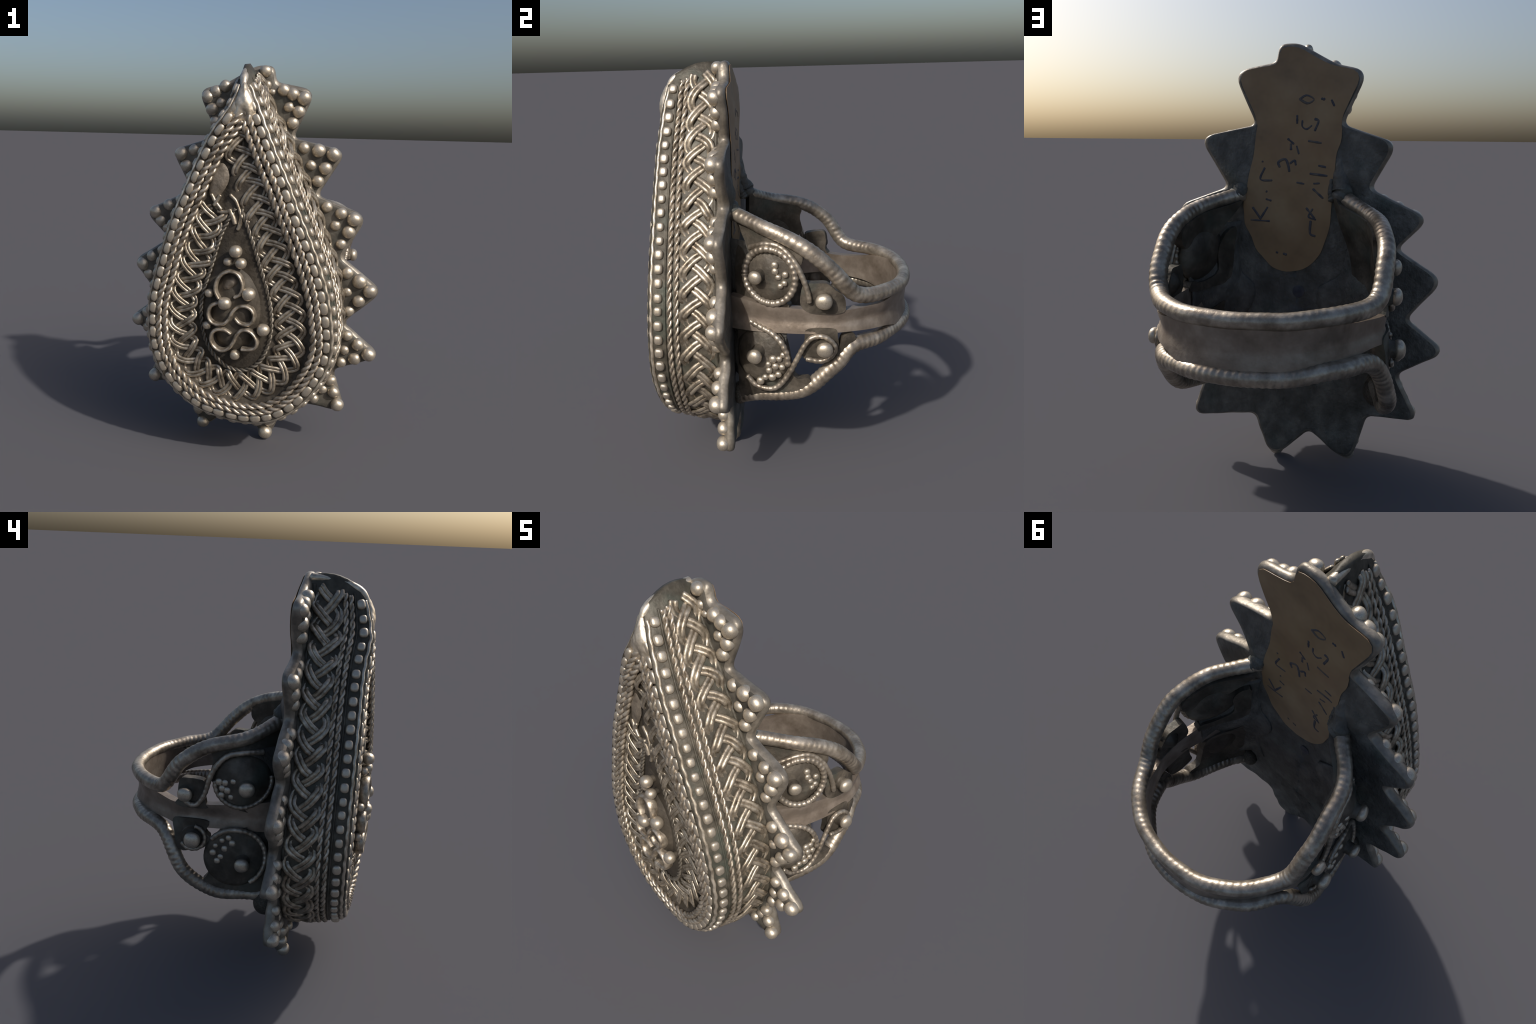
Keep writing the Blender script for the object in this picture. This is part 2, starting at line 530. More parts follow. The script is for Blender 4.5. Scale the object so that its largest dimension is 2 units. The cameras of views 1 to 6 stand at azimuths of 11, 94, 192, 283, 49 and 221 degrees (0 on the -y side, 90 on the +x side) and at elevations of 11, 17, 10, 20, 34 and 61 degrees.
# worn solder that has run over the ropes at the point of the bezel
def tip_mass():
    h = NS // 2
    zr, xr = CF[:h, 1][::-1], CF[:h, 0][::-1]
    zl, xl = CF[h:, 1], CF[h:, 0]
    V, F = [], []
    rows, cols = 40, 21
    for i in range(rows):
        z = 1.905 - .205 * i / (rows - 1)
        a, b = np.interp(z, zl, xl) + .004, np.interp(z, zr, xr) - .004
        fade = max(0, (i / (rows - 1) - .45) / .55)
        for k in range(cols):
            t = -1 + 2 * k / (cols - 1)
            tt = t - .12
            x = a + (b - a) * (t + 1) / 2
            up = .004 + .012 * (1 - abs(tt)) - .022 * max(0, (z - 1.84) / .065) ** 2 - .022 * abs(t) ** 5 - .034 * fade ** 1.5 * (1 + .4 * math.sin(9 * t + 1)) + .0016 * math.sin(x * 70 + z * 50) * math.sin(z * 64 + 1) + .0010 * math.sin(x * 190) * math.sin(z * 150)
            V.append((x, float(yf(x, z)) - up, z))
    for i in range(rows - 1):
        for k in range(cols - 1):
            F.append((i * cols + k, i * cols + k + 1, (i + 1) * cols + k + 1, (i + 1) * cols + k))
    me = new_mesh("tip_solder", (np.array(V), F), M_BEAD)
    ob = add("tip_solder", me, setting)
    md = ob.modifiers.new("thickness", 'SOLIDIFY')
    md.thickness = .006
    md.offset = 0
tip_mass()

# --- centre ornament: S scrolls, arch and balls
def scroll(pts, r=.0105, h=.026, top=.034):
    P = resample(catmull(pts, 200), step=.004)
    t = np.linspace(0, 1, len(P))
    C = face(P, top - h + .003 * smooth_noise(t, len(pts), 7))
    return tube(C, r, 12, up=[0, -1, 0], flat=h / r)
ARCH = [(-.092, .870), (-.110, .905), (-.110, .940), (-.098, .972), (-.072, .998), (-.039, 1.009), (-.005, 1.000), (.017, .972), (.024, .936), (.012, .900), (-.016, .882)]
S1 = [(-.085, .852), (-.112, .843), (-.136, .826), (-.145, .790), (-.133, .757), (-.103, .742), (-.067, .747), (-.043, .770), (-.024, .809), (.003, .836), (.040, .843), (.071, .828), (.083, .794), (.071, .762), (.042, .750), (.010, .760), (-.010, .782)]
S2 = [(-.029, .699), (-.060, .716), (-.098, .716), (-.125, .694), (-.129, .655), (-.108, .624), (-.074, .611), (-.041, .624), (-.018, .656), (-.002, .693), (.021, .719), (.053, .724), (.085, .703), (.100, .670), (.093, .641), (.066, .628), (.024, .626)]
# bed of solder that the ornament stands on
def bed():
    V, F = [], []
    nr, na = 14, 56
    for i in range(nr):
        q = i / (nr - 1)
        for k in range(na):
            a = TAU * k / na
            x = -.022 + .128 * q * math.cos(a) * (1 + .08 * math.sin(2 * a + 1))
            z = .800 + .235 * q * math.sin(a)
            o = .014 - .056 * q ** 4 + .003 * math.sin(x * 61) * math.sin(z * 47 + 1)
            V.append((x, float(yf(x, z)) - o, z))
    for i in range(nr - 1):
        for k in range(na):
            F.append((i * na + k, i * na + (k + 1) % na, (i + 1) * na + (k + 1) % na, (i + 1) * na + k))
    return np.array(V), F
add("solder_bed", new_mesh("solder_bed", bed(), M_FLOOR), setting)
patch((-.042, .945), .046, .046, .050, M_BARE, "arch_filling")
for pts in (ARCH, S1, S2):
    add("scroll_wire", new_mesh("scroll_wire", scroll(pts), M_WIRE), setting)
for (x, z), r, o in [((-.016, 1.107), .031, .006), ((-.057, 1.052), .021, -.008), ((.011, 1.050), .027, .004), ((.055, .902), .033, .010), ((-.146, .891), .022, -.006),
                     ((-.062, .850), .033, .016), ((.130, .729), .031, .004), ((-.154, .729), .021, -.004), ((-.011, .589), .025, -.004)]:
    p = face(np.array([(x, z)]), o + .006)[0]
    bead("ball", setting, p, (0, -1, 0), r)
    # short post under the ball
    add("ball_post", new_mesh("ball_post", tube(np.array([p + [0, .07 * k / 4, 0] for k in range(5)]), r * .62, 10), M_FLOOR), setting)

# ------------------------------------------------------------------ toothed back plate
def ymid(z):
    return np.interp(z, [-.05, .15, .35, .6, 1.0, 1.4, 1.75, 2.0], [-.268, -.252, -.246, -.247, -.250, -.2505, -.2445, -.250])
HT = .023   # half thickness

def dish(x, z):
    """the middle of the plate is sunk a little where the label sits."""
    return .020 * np.exp(-(np.asarray(x) / .2) ** 4) * np.exp(-((np.asarray(z) - .87) / .22) ** 2)

# (tip, notch that follows it) clockwise as seen from the front, from the top
TEETH = [((.292, 1.872), (.196, 1.645)), ((.457, 1.588), (.333, 1.357)), ((.578, 1.262), (.474, 1.040)), ((.681, .875), (.497, .690)),
         ((.692, .520), (.455, .425)), ((.522, .196), (.198, .233)), ((.118, -.017), (-.075, .172)), ((-.275, .004), (-.358, .278)),
         ((-.590, .272), (-.492, .497)), ((-.695, .622), (-.522, .770)), ((-.669, .955), (-.470, 1.093)), ((-.590, 1.236), (-.340, 1.364)),
         ((-.441, 1.566), (-.207, 1.648)), ((-.300, 1.868), (-.170, 1.912))]
START = [(.100, 1.920)]
TOP = [(-.060, 1.972), (.000, 2.004), (.088, 1.998)]

def fillet(A, B, C, la, lc, n=7):
    A, B, C = map(np.array, (A, B, C))
    p = B + unit(A - B) * min(la, .48 * np.linalg.norm(A - B))
    q = B + unit(C - B) * min(lc, .48 * np.linalg.norm(C - B))
    t = np.linspace(0, 1, n)[:, None]
    return (1 - t) ** 2 * p + 2 * t * (1 - t) * B + t ** 2 * q

corners = [(START[0], .03)]
for tip, notch in TEETH:
    tip = tuple(np.array(tip) + unit(np.array(tip) - np.array([0, min(max(tip[1], .5), 1.6)])) * (.010 if tip[1] < .1 else .015))
    corners += [(tip, .115 if len(corners) in (13, 15) else .072), (notch, .036)]
corners += [(TOP[0], .03), (TOP[1], .04), (TOP[2], .03)]
pts = []
m = len(corners)
for k in range(m):
    A, B, C = corners[k - 1][0], corners[k][0], corners[(k + 1) % m][0]
    pts.append(fillet(A, B, C, corners[k][1], corners[k][1]))
OUT = np.vstack(pts)
OUT = resample(np.vstack([OUT, OUT[:1]]), n=721)[:-1]
no = len(OUT)
OUT = OUT + np.stack([smooth_noise(np.linspace(0, 1, no), 41, 40), smooth_noise(np.linspace(0, 1, no), 42, 40)], 1) * .0025

def lumps(x, z):
    return .003 * np.sin(x * 23 + 1) * np.sin(z * 19) + .003 * np.sin(x * 41 + z * 27) * np.sin(z * 33 - x * 17 + 2) * np.clip((1.0 - z) / .1, 0, 1)

def swell(x, z):
    """solder-thickened shoulders beside the label, where the rails are joined on."""
    return .030 * (np.exp(-((x - .285) / .065) ** 2) + np.exp(-((x + .255) / .065) ** 2)) * np.exp(-((z - 1.41) / .10) ** 2)

def build_plate():
    ctr = np.stack([np.zeros(no), np.clip(OUT[:, 1], .45, 1.6)], 1)
    v = ctr - OUT
    L = np.linalg.norm(v, axis=1)
    v = v / L[:, None]
    rings, kind = [], []
    def ring(d, side, t):
        q = OUT + v * np.minimum(d, L)[:, None]
        lump = lumps(q[:, 0], q[:, 1])
        mound = .014 * min(1, max(0, (d - .012) / .03)) if side < 0 else (swell(q[:, 0], q[:, 1]) * min(1, d / .06) - dish(q[:, 0], q[:, 1])) * (d > .004)
        rings.append(np.stack([q[:, 0], ymid(q[:, 1]) + side * t + lump + (-mound if side < 0 else mound), q[:, 1]], 1))
    prof_f = [(9, HT), (.62, HT), (.55, HT), (.48, HT), (.42, HT), (.36, HT), (.30, HT), (.22, HT), (.15, HT), (.09, HT), (.045, HT), (.02, HT * .98), (.008, HT * .8), (.002, HT * .45)]
    for d, t in prof_f:
        ring(d if d < 9 else 1e3, -1, t)
    ring(0, 0, 0)
    for d, t in prof_f[::-1]:
        ring(d if d < 9 else 1e3, 1, t)
    M = len(rings)
    V = np.vstack(rings)
    F, I = [], []
    for r in range(M - 1):
        for k in range(no):
            k2 = (k + 1) % no
            F.append((r * no + k, r * no + k2, (r + 1) * no + k2, (r + 1) * no + k))
            I.append(0 if r < 11 else (2 if r < 17 else 1))
    me = new_mesh("back_plate", (V, F), [M_PLATE, M_BACK, M_EDGE], idx=I)
    return add("back_plate", me, root)
plate = build_plate()

# six granules on each tooth: 3 along the wall, 2, then the tip
n_t = len(TEETH)
HOLLOW = {(5, 2), (7, 1)}
ring_me = None
def hollow_bead(loc, r):
    a = np.linspace(0, TAU, 25)[:-1]
    P = np.stack([loc[0] + np.cos(a) * r, np.full(24, loc[1]), loc[2] + np.sin(a) * r], 1)
    add("hollow_bead", new_mesh("hollow_bead", tube(P, r * .36, 8, closed=True), M_EDGE), plate)
for k, (tip, nb) in enumerate(TEETH):
    na = START[0] if k == 0 else TEETH[k - 1][1]
    tip, na, nb = map(np.array, (tip, na, nb))
    if k == 13:
        nb = np.array((-.120, 1.955))
    if k == 5:
        nb = np.array((.31, .245))
    if k == 6:
        na = np.array((.19, .20))
    if k == 7:
        na, nb = np.array((-.13, .17)), np.array((-.345, .24))
    cen = (tip + na + nb) / 3
    T0 = tip + unit(cen - tip) * .056
    A0 = na + (cen - na) * .42
    B0 = nb + (cen - nb) * .42
    lat = [(T0, .034), ((T0 + A0) / 2, .0315), ((T0 + B0) / 2, .0305), (A0, .0285), ((A0 + B0) / 2, .0265), (B0, .028)]
    for j, (p, r) in enumerate(lat):
        p = p + np.array([rng.uniform(-.004, .004), rng.uniform(-.004, .004)])
        r *= rng.uniform(.98, 1.13)
        if k == 3 and j == 1:
            r = .038
        y = ymid(p[1]) - HT - .003 - r * .06 + (.009 if p[0] < -.2 else 0)
        if (k, j) in HOLLOW:
            hollow_bead((p[0], y + .004, p[1]), .024)
            continue
        bead("tooth_bead", plate, (p[0], y, p[1]), (rng.uniform(-.1, .1), -1, rng.uniform(-.1, .1)), r, (rng.uniform(-1, 1), 0, 1))
for p, r in [((.050, 1.968), .030), ((.058, 1.905), .022), ((.085, 1.868), .018)]:
    bead("tooth_bead", plate, (p[0], ymid(p[1]) - HT - r * .4, p[1]), (0, -1, 0), r)
# solder fillet where wall meets plate
s = np.linspace(.01, .99, 500)
fl = wall(s, np.full_like(s, .945), -.006)
add("solder_seam", new_mesh("solder_seam", tube(fl, .012 * (1 + .12 * smooth_noise(s, 90, 45)), 10), M_WALL), plate)

# --- dark disc laid on the back to stand for the drilled hole
yb = lambda z, x=0.: ymid(z) + HT - dish(x, z) + swell(x, z)
def disc_mesh(c, r, depth, mat, name, parent):
    a = np.linspace(0, TAU, 29)[:-1]
    V, F = [], []
    for rr_, dy in [(1.0, .0015), (.92, .0025), (.0, .0025)]:
        for t in a:
            V.append((c[0] + r * rr_ * math.cos(t), yb(c[1], c[0]) + float(lumps(c[0], c[1])) + dy + .002, c[1] + r * rr_ * math.sin(t)))
    n = len(a)
    for q in range(2):
        for k in range(n):
            F.append((q * n + k, q * n + (k + 1) % n, (q + 1) * n + (k + 1) % n, (q + 1) * n + k))
    add(name, new_mesh(name, (V, F), mat), parent)
disc_mesh((-.012, .868), .029, .01, M_INK, "dark_hole_disc", plate)

# ------------------------------------------------------------------ label (painted lacquer patch) and its writing
def sheet(name, poly, mapfn, thick, mats, step=.03, parent=None, smooth=True, jit=0):
    """filled outline -> cut into a fine net -> mapped on to a surface -> given thickness."""
    bm = bmesh.new()
    vs = [bm.verts.new((p[0], p[1], 0)) for p in poly]
    bm.faces.new(vs)
    lo, hi = np.min(poly, 0), np.max(poly, 0)
    for ax in (0, 1):
        for c in np.arange(lo[ax] + step, hi[ax], step):
            co, no_ = [0, 0, 0], [0, 0, 0]
            co[ax], no_[ax] = c, 1
            bmesh.ops.bisect_plane(bm, geom=bm.verts[:] + bm.edges[:] + bm.faces[:], plane_co=co, plane_no=no_)
    bmesh.ops.triangulate(bm, faces=[f for f in bm.faces if len(f.verts) > 4])
    bmesh.ops.remove_doubles(bm, verts=bm.verts[:], dist=1e-5)
    g = bmesh.ops.extrude_face_region(bm, geom=bm.faces[:])
    top = {e for e in g["geom"] if isinstance(e, bmesh.types.BMVert)}
    for v in bm.verts:
        v.co = Vector(mapfn(v.co.x, v.co.y, thick if v in top else 0.))
    bmesh.ops.recalc_face_normals(bm, faces=bm.faces[:])
    me = bpy.data.meshes.new(name)
    bm.to_mesh(me)
    bm.free()
    for mm in (mats if isinstance(mats, list) else [mats]):
        me.materials.append(mm)
    if smooth:
        me.polygons.foreach_set("use_smooth", [True] * len(me.polygons))
        me.set_sharp_from_angle(angle=math.radians(50))
    return add(name, me, parent)

top_part = [p for p in OUT if p[1] > 1.66]
cc = np.array([0, 1.80])
i0 = max(range(no), key=lambda i: np.linalg.norm(OUT[i] - OUT[i - 1]) * 0 + (OUT[i][1] > 1.66 and OUT[i - 1][1] <= 1.66 and OUT[i][0] < 0))
seq = [OUT[(i0 + j) % no] for j in range(no)]
seq = [p for p in seq if p[1] > 1.66]
seq = [p + unit(cc - p) * .018 for p in seq][::3]
low = catmull([(.184, 1.640), (.200, 1.532), (.221, 1.418), (.246, 1.302), (.252, 1.230), (.226, 1.143), (.175, 1.045), (.103, .976), (.018, .964), (-.061, .996), (-.112, 1.056), (-.141, 1.131), (-.158, 1.200), (-.164, 1.294), (-.171, 1.419), (-.184, 1.520), (-.204, 1.601), (-.200, 1.640)], 70)
low = low + np.stack([smooth_noise(np.linspace(0, 1, 70), 3, 40), smooth_noise(np.linspace(0, 1, 70), 4, 40)], 1) * .003
label = sheet("label", list(seq) + list(low), lambda x, z, t: (x, yb(z, x) + .003 + t + float(lumps(x, z)), z), .002, M_LABEL, .03, plate)

STROKES = [[(.217, 1.206), (.126, 1.203)], [(.207, 1.265), (.168, 1.212)], [(.136, 1.268), (.171, 1.212)], [(.144, 1.306), (.119, 1.299)], [(.144, 1.342), (.140, 1.340)],
           [(.151, 1.45), (.172, 1.406), (.161, 1.392), (.116, 1.393)], [(.163, 1.479), (.158, 1.478)], [(.079, 1.454), (.086, 1.477), (.055, 1.491), (.041, 1.468), (.034, 1.435)],
           [(.031, 1.472), (.011, 1.485), (.004, 1.465)], [(.043, 1.583), (.015, 1.56)], [(.002, 1.551), (-.009, 1.515)], [(.029, 1.56), (.028, 1.534)],
           [(-.047, 1.27), (-.085, 1.224)], [(-.077, 1.267), (-.058, 1.23), (-.092, 1.217)], [(-.068, 1.21), (-.066, 1.152), (-.09, 1.139)],
           [(-.076, 1.358), (-.124, 1.316)], [(-.079, 1.382), (-.106, 1.384)], [(-.061, 1.427), (-.141, 1.419)], [(-.1, 1.464), (-.134, 1.458)], [(-.052, 1.574), (-.112, 1.565)],
           [(-.024, 1.664), (-.024, 1.638), (-.044, 1.626), (-.067, 1.642)], [(-.08, 1.671), (-.097, 1.661), (-.081, 1.619)], [(0.0, 1.687), (0.0, 1.651)],
           [(-.010, 1.757), (-.042, 1.774), (-.075, 1.756), (-.046, 1.739), (-.010, 1.757)], [(-.108, 1.759), (-.124, 1.756)], [(-.154, 1.753), (-.167, 1.728)],
           [(-.001, 1.386), (-.035, 1.38)], [(.061, 1.05), (.045, 1.046)], [(.095, 1.056), (.088, 1.052)]]
parts = []
for k, st in enumerate(STROKES):
    P = catmull(st, 14)
    w = .0050 * (.8 + .4 * ((k * 37) % 10) / 10)
    C = np.array([(x, yb(z, x) + .0052 + float(lumps(x, z)), z) for x, z in P])
    parts.append(tube(C, w * (1 + .25 * smooth_noise(np.linspace(0, 1, 14), k, 5)), 8, up=[0, 1, 0], flat=.22))
ink = add("handwriting", new_mesh("handwriting", merge(parts), M_INK), label)

# ------------------------------------------------------------------ shank
shank_root = None
TOPW = [(.262, -.225, 1.325), (.290, -.189, 1.317), (.406, -.048, 1.278), (.467, .112, 1.211), (.474, .245, 1.098), (.441, .352, .982), (.329, .506, .963), (.148, .600, .962), (-.098, .604, .966), (-.286, .512, .975),
        (-.412, .345, .988), (-.439, .237, 1.130), (-.419, .096, 1.218), (-.367, -.062, 1.256), (-.250, -.175, 1.310), (-.215, -.225, 1.330)]
BOTW = [(.345, -.225, .415), (.378, -.160, .440), (.405, -.090, .462), (.455, .100, .508), (.456, .250, .636), (.432, .335, .726), (.346, .478, .745), (.142, .606, .758), (-.100, .606, .760), (-.300, .504, .776),
        (-.410, .337, .744), (-.464, .228, .576), (-.444, .072, .466), (-.410, -.100, .456), (-.392, -.190, .462), (-.380, -.228, .465)]
RT = [(-.25, .255), (-.189, .278), (-.048, .406), (.112, .467), (.245, .472), (.352, .441), (.506, .329), (.607, .148)]
RB = [(-.344, .35), (-.136, .42), (.087, .492), (.233, .497), (.323, .482), (.467, .364), (.606, .146)]
LT = [(-.25, -.2), (-.194, -.215), (-.062, -.367), (.096, -.419), (.237, -.439), (.335, -.402), (.504, -.276)]
LB = [(-.403, -.38), (-.151, -.429), (.078, -.465), (.242, -.487), (.342, -.424), (.502, -.303)]

def flank_x(side, y, z):
    f = min(max((1.3 - z) / .83, 0), 1)
    T, B = (RT, RB) if side > 0 else (LT, LB)
    e = .03
    g = lambda A: (lerp_table(A, y - e) + lerp_table(A, y) + lerp_table(A, y + e)) / 3
    x = (1 - f) * g(T) + f * g(B)
    up = math.exp(-((z - 1.06) / .13) ** 2)
    lo = math.exp(-((z - .66) / .14) ** 2)
    amp = (.032 * up + .042 * lo) if side > 0 else (.064 * up + .024 * lo)
    return x + side * amp * math.exp(-((y + .13) / .13) ** 2) * min(1, max(0, (y + .245) / .085))

def flank(side, y, z, off=0.):
    """point on the flank of the shank, off = outward."""
    x = flank_x(side, y, z)
    dx = (flank_x(side, y + .01, z) - flank_x(side, y - .01, z)) / .02
    n = np.array([1., -dx, 0.]) * (1 if side > 0 else -1)
    n = n / np.linalg.norm(n)
    return np.array([x, y, z]) + n * off, n

def milled(amp, pitch, lean):
    return lambda s, a: 1 + amp * np.cos(TAU * s / pitch + lean * np.cos(a)) 

def worn_milled(L, amp, pitch, lean, worn):
    def f(s, a):
        u = s / L
        k = 1 - worn * np.exp(-((u - .5) / .13) ** 2)
        return 1 + amp * k * (.65 + .35 * np.sin(s * 23 + 2 * a)) * np.cos(TAU * s / pitch + lean * a + .5 * np.sin(s * 41)) + .025 * np.sin(s * 31 + a)
    return f

band_line = []
def edge_wire(P, r, worn, amp=.032, pitch=.029):
    C = resample(catmull(P, 600), step=.0035)
    L = arclen(C)[-1]
    u = np.linspace(0, 1, len(C))
    R = np.interp(u, [0, .05, .18, .28, .36, .5, .64, .72, .82, .95, 1], np.array([1.05, .95, 1.1, 1.12, 1.02, .92, 1.02, 1.1, 1.05, .95, 1.1]) * r)
    return tube(C, R, 24, up=None, rmod=worn_milled(L, amp, pitch, 1, worn))

shank = add("shank", None, root)
add("edge_wire", new_mesh("edge_wire", edge_wire(TOPW, .0335, .7), M_SWIRE), shank)
add("edge_wire", new_mesh("edge_wire", edge_wire(BOTW, .0335, .1, .042, .026), M_SWIRE), shank)

# flat band between the wires
BANDC = [(.36, -.235), (.408, -.130), (.444, -.03), (.469, .10), (.472, .22), (.449, .333), (.355, .490), (.155, .606), (-.103, .608), (-.280, .503), (-.394, .336), (-.445, .235), (-.428, .09), (-.395, -.07), (-.36, -.18), (-.335, -.235)]
def build_band():
    C = resample(catmull(BANDC, 600), n=260)
    u = np.linspace(0, 1, 260)
    zt = np.interp(u, [0, .10, .25, .34, .40, .5, .58, .64, .68, .75, .9, 1], [.955, .93, .915, .925, .958, .962, .968, .955, .932, .92, .93, .955])
    zb = np.interp(u, [0, .10, .25, .34, .40, .5, .6, .66, .75, .9, 1], [.79, .80, .812, .800, .757, .755, .770, .80, .81, .80, .785])
    k = np.ones(9) / 9
    sm = lambda a: np.convolve(np.pad(a, 4, 'edge'), k, 'valid')
    zt, zb = sm(zt), sm(zb)
    T = unit(np.gradient(C, axis=0))
    Nn = np.stack([T[:, 1], -T[:, 0]], 1)
    if (Nn * (C - np.array([0, .15]))).sum() < 0:
        Nn = -Nn
    sec = []
    K = 10
    for j in range(K + 1):
        w = j / K
        off = .004 + .005 * math.cos(w * TAU * 1.0) + .004 * math.exp(-((w - .45) / .06) ** 2) * -1
        sec.append((w, off))
    sec_in = [(w, -.034) for w, _ in sec[::-1]]
    rings = []
    for w, off in sec + sec_in:
        z = zb + (zt - zb) * w
        wob = .0025 * np.sin(u * 40 + w * 5) * np.sin(u * 17)
        q = C + Nn * (off + wob)[:, None]
        rings.append(np.stack([q[:, 0], q[:, 1], z], 1))
    M, n = len(rings), 260
    V = np.vstack(rings)
    F = []
    for r in range(M):
        r2 = (r + 1) % M
        for i in range(n - 1):
            F.append((r * n + i, r * n + i + 1, r2 * n + i + 1, r2 * n + i))
    F.append(tuple(r * n for r in range(M)))
    F.append(tuple(r * n + n - 1 for r in range(M)))
    return new_mesh("band", (V, F), M_SHANK)
bd = build_band()
bd.set_sharp_from_angle(angle=math.radians(40))
add("band", bd, shank)

def flank_path(side, pts, off, n=60):
    P = catmull(pts, n)
    return np.array([flank(side, y, z, off)[0] for y, z in P]), np.array([flank(side, y, z, off)[1] for y, z in P])

def beaded(amp, pitch):
    return lambda s, a: 1 + amp * np.cos(TAU * s / pitch)

def scroll_on(side, pts, r=.0155, off=.012, pitch=.026, amp=.10, taper=None):
    P, N = flank_path(side, pts, off, 80)
    C = resample(P, step=.004)
    R = np.full(len(C), r) if taper is None else np.linspace(r, taper, len(C))
    me = new_mesh("scroll_wire", tube(C, R, 12, rmod=beaded(amp, pitch)), M_SWIRE)
    add("scroll_wire", me, shank)

def cup(side, c, r, depth=.014, rim=.0):
    """shallow domed disc with a back of its own."""
    nr, na = 9, 40
    V, F = [], []
    for lay in (0, 1):
        for i in range(nr):
            q = i / (nr - 1)
            for k in range(na):
                a = TAU * k / na
                y, z = c[0] + r * q * math.cos(a), c[1] + r * q * math.sin(a)
                o = depth * (1 - q * q) + .002 * math.sin(y * 60) * math.sin(z * 50)
                p, n_ = flank(side, max(y, -.200), z, (o if lay == 0 else -.020 - .052 * (1 - q * q)))
                V.append(p)
    for lay in (0, 1):
        b = lay * nr * na
        for i in range(nr - 1):
            for k in range(na):
                F.append((b + i * na + k, b + i * na + (k + 1) % na, b + (i + 1) * na + (k + 1) % na, b + (i + 1) * na + k))
    for k in range(na):
        F.append(((nr - 1) * na + k, (nr - 1) * na + (k + 1) % na, nr * na + (nr - 1) * na + (k + 1) % na, nr * na + (nr - 1) * na + k))
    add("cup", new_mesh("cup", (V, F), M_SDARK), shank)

def web(side, poly, off=0., thick=-.042, mat=None):
    poly = resample(catmull(poly, len(poly) * 8, closed=True), n=len(poly) * 4)
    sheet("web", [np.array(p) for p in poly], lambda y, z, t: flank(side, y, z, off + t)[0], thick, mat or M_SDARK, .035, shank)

def stud(side, y, z, r, h):
    p, n = flank(side, y, z, 0)
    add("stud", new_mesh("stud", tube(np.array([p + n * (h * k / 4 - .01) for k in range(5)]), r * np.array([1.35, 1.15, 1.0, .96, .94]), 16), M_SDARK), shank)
    bead("stud_head", shank, p + n * h, n, r, (0, 0, 1), (1.05, 1.05, .72))

def grains(side, pts, r, off=.006):
    for y, z in pts:
        p, n = flank(side, y, z, off)
        bead("grain", shank, p, n, r * rng.uniform(1.0, 1.45), (0, 0, 1), (1, 1, .8))

def circle_arc(c, r, a0, a1, n=14, rz=None):
    return [(c[0] + r * math.cos(math.radians(a)), c[1] + (rz or r) * math.sin(math.radians(a))) for a in np.linspace(a0, a1, n)]

# right flank, above the band
cup(1, (-.045, 1.068), .125, .016)
scroll_on(1, circle_arc((-.034, 1.068), .113, -178, 178, 24, .125), .0160, .014)
scroll_on(1, [(-.125, 1.185), (-.05, 1.214), (.012, 1.207), (.070, 1.155), (.108, 1.080), (.132, 1.005), (.139, .962)], .013, .012, amp=.05)
web(1, [(-.200, 1.30), (-.16, 1.285), (-.08, 1.265), (.02, 1.235), (.085, 1.205), (.110, 1.165), (.098, 1.125), (.06, 1.11), (0., 1.15), (-.06, 1.16), (-.12, 1.14), (-.15, 1.20), (-.19, 1.27)], .004)
web(1, [(.10, .94), (.10, 1.0), (.115, 1.045), (.15, 1.046), (.215, 1.046), (.245, 1.02), (.29, .985), (.30, .93), (.28, .905), (.15, .905)], .002)
web(1, [(-.200, .94), (-.200, 1.16), (-.165, 1.16), (-.145, 1.08), (-.145, .98), (-.09, .945), (-.02, .94), (.03, .955), (.04, .91), (-.1, .905)], .0)
cup(1, (.205, .982), .058, .004)
stud(1, -.080, 1.070, .030, .050)
stud(1, .202, .974, .035, .034)
grains(1, [(-.011, 1.097), (.003, 1.07), (.03, 1.045), (.012, 1.03), (-.012, 1.125), (.035, 1.085)], .013, .014)
# right flank, below the band
cup(1, (-.085, .675), .128, .012)
scroll_on(1, [(-.130, .835), (-.096, .823), (-.038, .802), (.011, .757), (.035, .700), (.040, .650)], .014, .010)
scroll_on(1, [(-.150, .575), (-.103, .530), (-.029, .527), (.030, .586), (.081, .686), (.116, .756), (.151, .794), (.206, .798), (.248, .757), (.241, .713), (.192, .682), (.123, .690)], .0125, .012, amp=.06)
web(1, [(-.200, .44), (-.200, .80), (-.12, .80), (-.02, .80), (.012, .78), (.03, .74), (.045, .66), (.06, .60), (.075, .58), (.14, .585), (.12, .54), (.02, .50), (-.1, .48), (-.16, .45)], -.004)
web(1, [(.112, .745), (.105, .692), (.15, .675), (.20, .672), (.25, .70), (.27, .745), (.265, .79), (.25, .83), (.13, .83), (.115, .79)], -.002)
web(1, [(.285, .77), (.30, .79), (.34, .80), (.35, .74), (.30, .70), (.26, .70)], -.004)
stud(1, -.100, .700, .033, .050)
stud(1, .205, .749, .034, .042)
grains(1, [(-.03, .679), (-.001, .680), (-.052, .652), (-.019, .643), (-.049, .622), (-.068, .583), (-.035, .586), (-.006, .602), (.012, .640), (-.09, .560), (.018, .700)], .0135, .010)
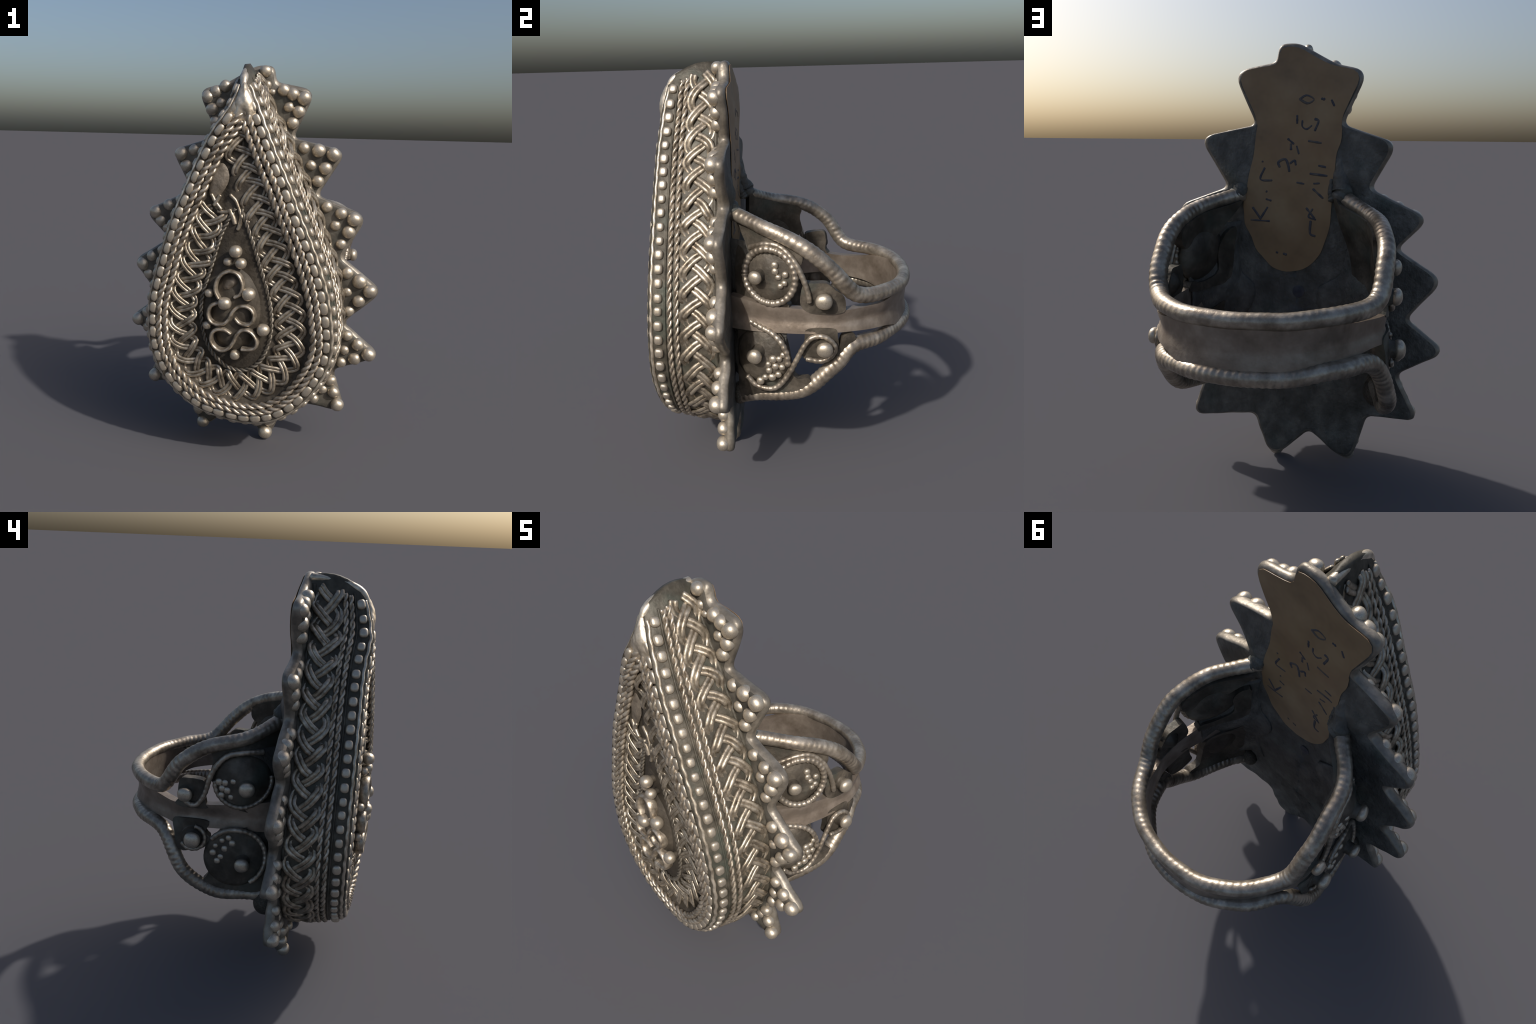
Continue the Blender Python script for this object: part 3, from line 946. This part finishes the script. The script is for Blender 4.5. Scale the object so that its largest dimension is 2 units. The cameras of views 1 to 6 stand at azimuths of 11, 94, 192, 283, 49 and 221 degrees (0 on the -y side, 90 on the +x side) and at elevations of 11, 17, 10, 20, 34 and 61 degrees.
# left flank, above the band
cup(-1, (-.055, 1.050), .130, .010)
scroll_on(-1, [(.215, .955), (.192, .930), (.160, .926), (.135, .950), (.112, .997), (.090, 1.075), (.055, 1.140), (.010, 1.180), (-.06, 1.195), (-.13, 1.19)], .013, .012, amp=.05)
scroll_on(-1, circle_arc((-.055, 1.050), .125, 170, 360, 16), .011, .006)
web(-1, [(-.200, 1.31), (-.200, .90), (-.06, .90), (-.02, .935), (.02, .945), (.050, .99), (.075, 1.03), (.098, 1.07), (.082, 1.145), (.09, 1.195), (.02, 1.225), (-.08, 1.25), (-.17, 1.29)], -.006)
web(-1, [(.110, .925), (.12, .98), (.118, 1.04), (.15, 1.052), (.19, 1.055), (.235, 1.05), (.25, 1.0), (.245, .95), (.26, .91), (.11, .905)], .0)
stud(-1, -.082, 1.036, .036, .042)
stud(-1, .206, .980, .034, .030)
grains(-1, [(.05, 1.049), (.018, 1.047), (.033, 1.018), (.006, 1.01), (.037, .983), (-.011, .979), (-.023, 1.059)], .013, .002)
# left flank, below the band
cup(-1, (-.035, .660), .150, .010)
scroll_on(-1, circle_arc((-.035, .660), .146, 40, 235, 16), .013, .008, amp=.07)
web(-1, [(-.200, .46), (-.200, .80), (-.02, .800), (.035, .800), (.045, .782), (.07, .75), (.11, .70), (.10, .62), (.09, .56), (.12, .51), (.06, .47), (-.10, .45)], -.006)
web(-1, [(.11, .785), (.085, .755), (.10, .715), (.135, .69), (.18, .683), (.225, .675), (.26, .70), (.27, .76), (.27, .84), (.10, .84)], -.002)
cup(-1, (.170, .752), .062, .0)
scroll_on(-1, circle_arc((.170, .752), .060, 100, 330, 14), .010, .006)
stud(-1, -.079, .650, .034, .050)
stud(-1, .166, .753, .038, .040)
grains(-1, [(.057, .719), (.026, .748), (-.006, .764), (.068, .682), (.011, .707), (.029, .663), (-.026, .737), (.045, .640)], .013, .002)

# solder blobs where the wires join the plate
def blob(loc, sc, mat):
    me = new_mesh("solder", superball(1., 24, 16, .12, int(abs(loc[0]) * 1000)), mat)
    add("solder", me, shank, frame(loc, (1, 0, 0), (0, 1, 0), sc))
def runner(pts, rad, mat, seed):
    """a run of solder: lumpy tapering tube."""
    P = catmull(pts, 40)
    t = np.linspace(0, 1, 40)
    r = np.interp(t, np.linspace(0, 1, len(rad)), rad) * (1 + .10 * smooth_noise(t, seed, 14))
    me = new_mesh("solder", tube(P, r, 16, rmod=lambda s_, a_: 1 + .08 * np.sin(3 * a_ + s_ * 60) * np.sin(s_ * 90 + seed)), mat)
    add("solder", me, shank)
runner([(-.205, -.250, 1.560), (-.200, -.238, 1.480), (-.205, -.222, 1.405), (-.215, -.198, 1.345), (-.200, -.180, 1.318)], [.008, .024, .038, .046, .036], M_BACK, 5)
runner([(-.160, -.235, 1.420), (-.165, -.222, 1.350), (-.175, -.205, 1.310)], [.010, .020, .024], M_BACK, 6)
runner([(.262, -.248, 1.460), (.262, -.236, 1.395), (.265, -.216, 1.345), (.285, -.200, 1.322)], [.008, .022, .036, .034], M_BACK, 7)
blob((.345, -.205, .44), (.05, .06, .04), M_SDARK)
blob((-.395, -.200, .425), (.06, .07, .06), M_SDARK)

def fillet_fill(side, zs):
    """solder run into the corner between the back of the plate and the flank."""
    V, F = [], []
    K = 12
    for i, z in enumerate(zs):
        deep = min(1, max(0, (1.10 - z) / .20))
        e, n_ = flank(side, .03, z, -.014 - .030 * math.exp(-((z - .865) / .09) ** 2))
        x0 = flank_x(side, -.10, z) - side * (.02 + (.17 if side > 0 else .25) * deep + .02 * math.sin(z * 17))
        for k in range(K):
            a = math.pi / 2 * k / (K - 1)
            x = x0 + (e[0] - x0) * math.sin(a) ** 1.05
            y = ymid(z) + HT - .004 + (e[1] - ymid(z) - HT) * (1 - math.cos(a)) ** 1.1 + .004 * math.sin(z * 43 + k) * math.sin(a * 2)
            x = side * min(side * x, side * flank_x(side, y, z) - .012 - (.05 if side > 0 else .10) * deep * math.cos(a))
            V.append((x, y, z))
    n = len(zs)
    for i in range(n - 1):
        for k in range(K - 1):
            F.append((i * K + k, i * K + k + 1, (i + 1) * K + k + 1, (i + 1) * K + k))
    me = new_mesh("solder_fillet", (np.array(V), F), M_BACK)
    ob = add("solder_fillet", me, shank)
    return ob
def thicken(ob, t):
    md = ob.modifiers.new("thickness", 'SOLIDIFY')
    md.thickness = t
    md.offset = 0
for sd in (1, -1):
    thicken(fillet_fill(sd, np.linspace(.53, 1.20, 30)), .012)
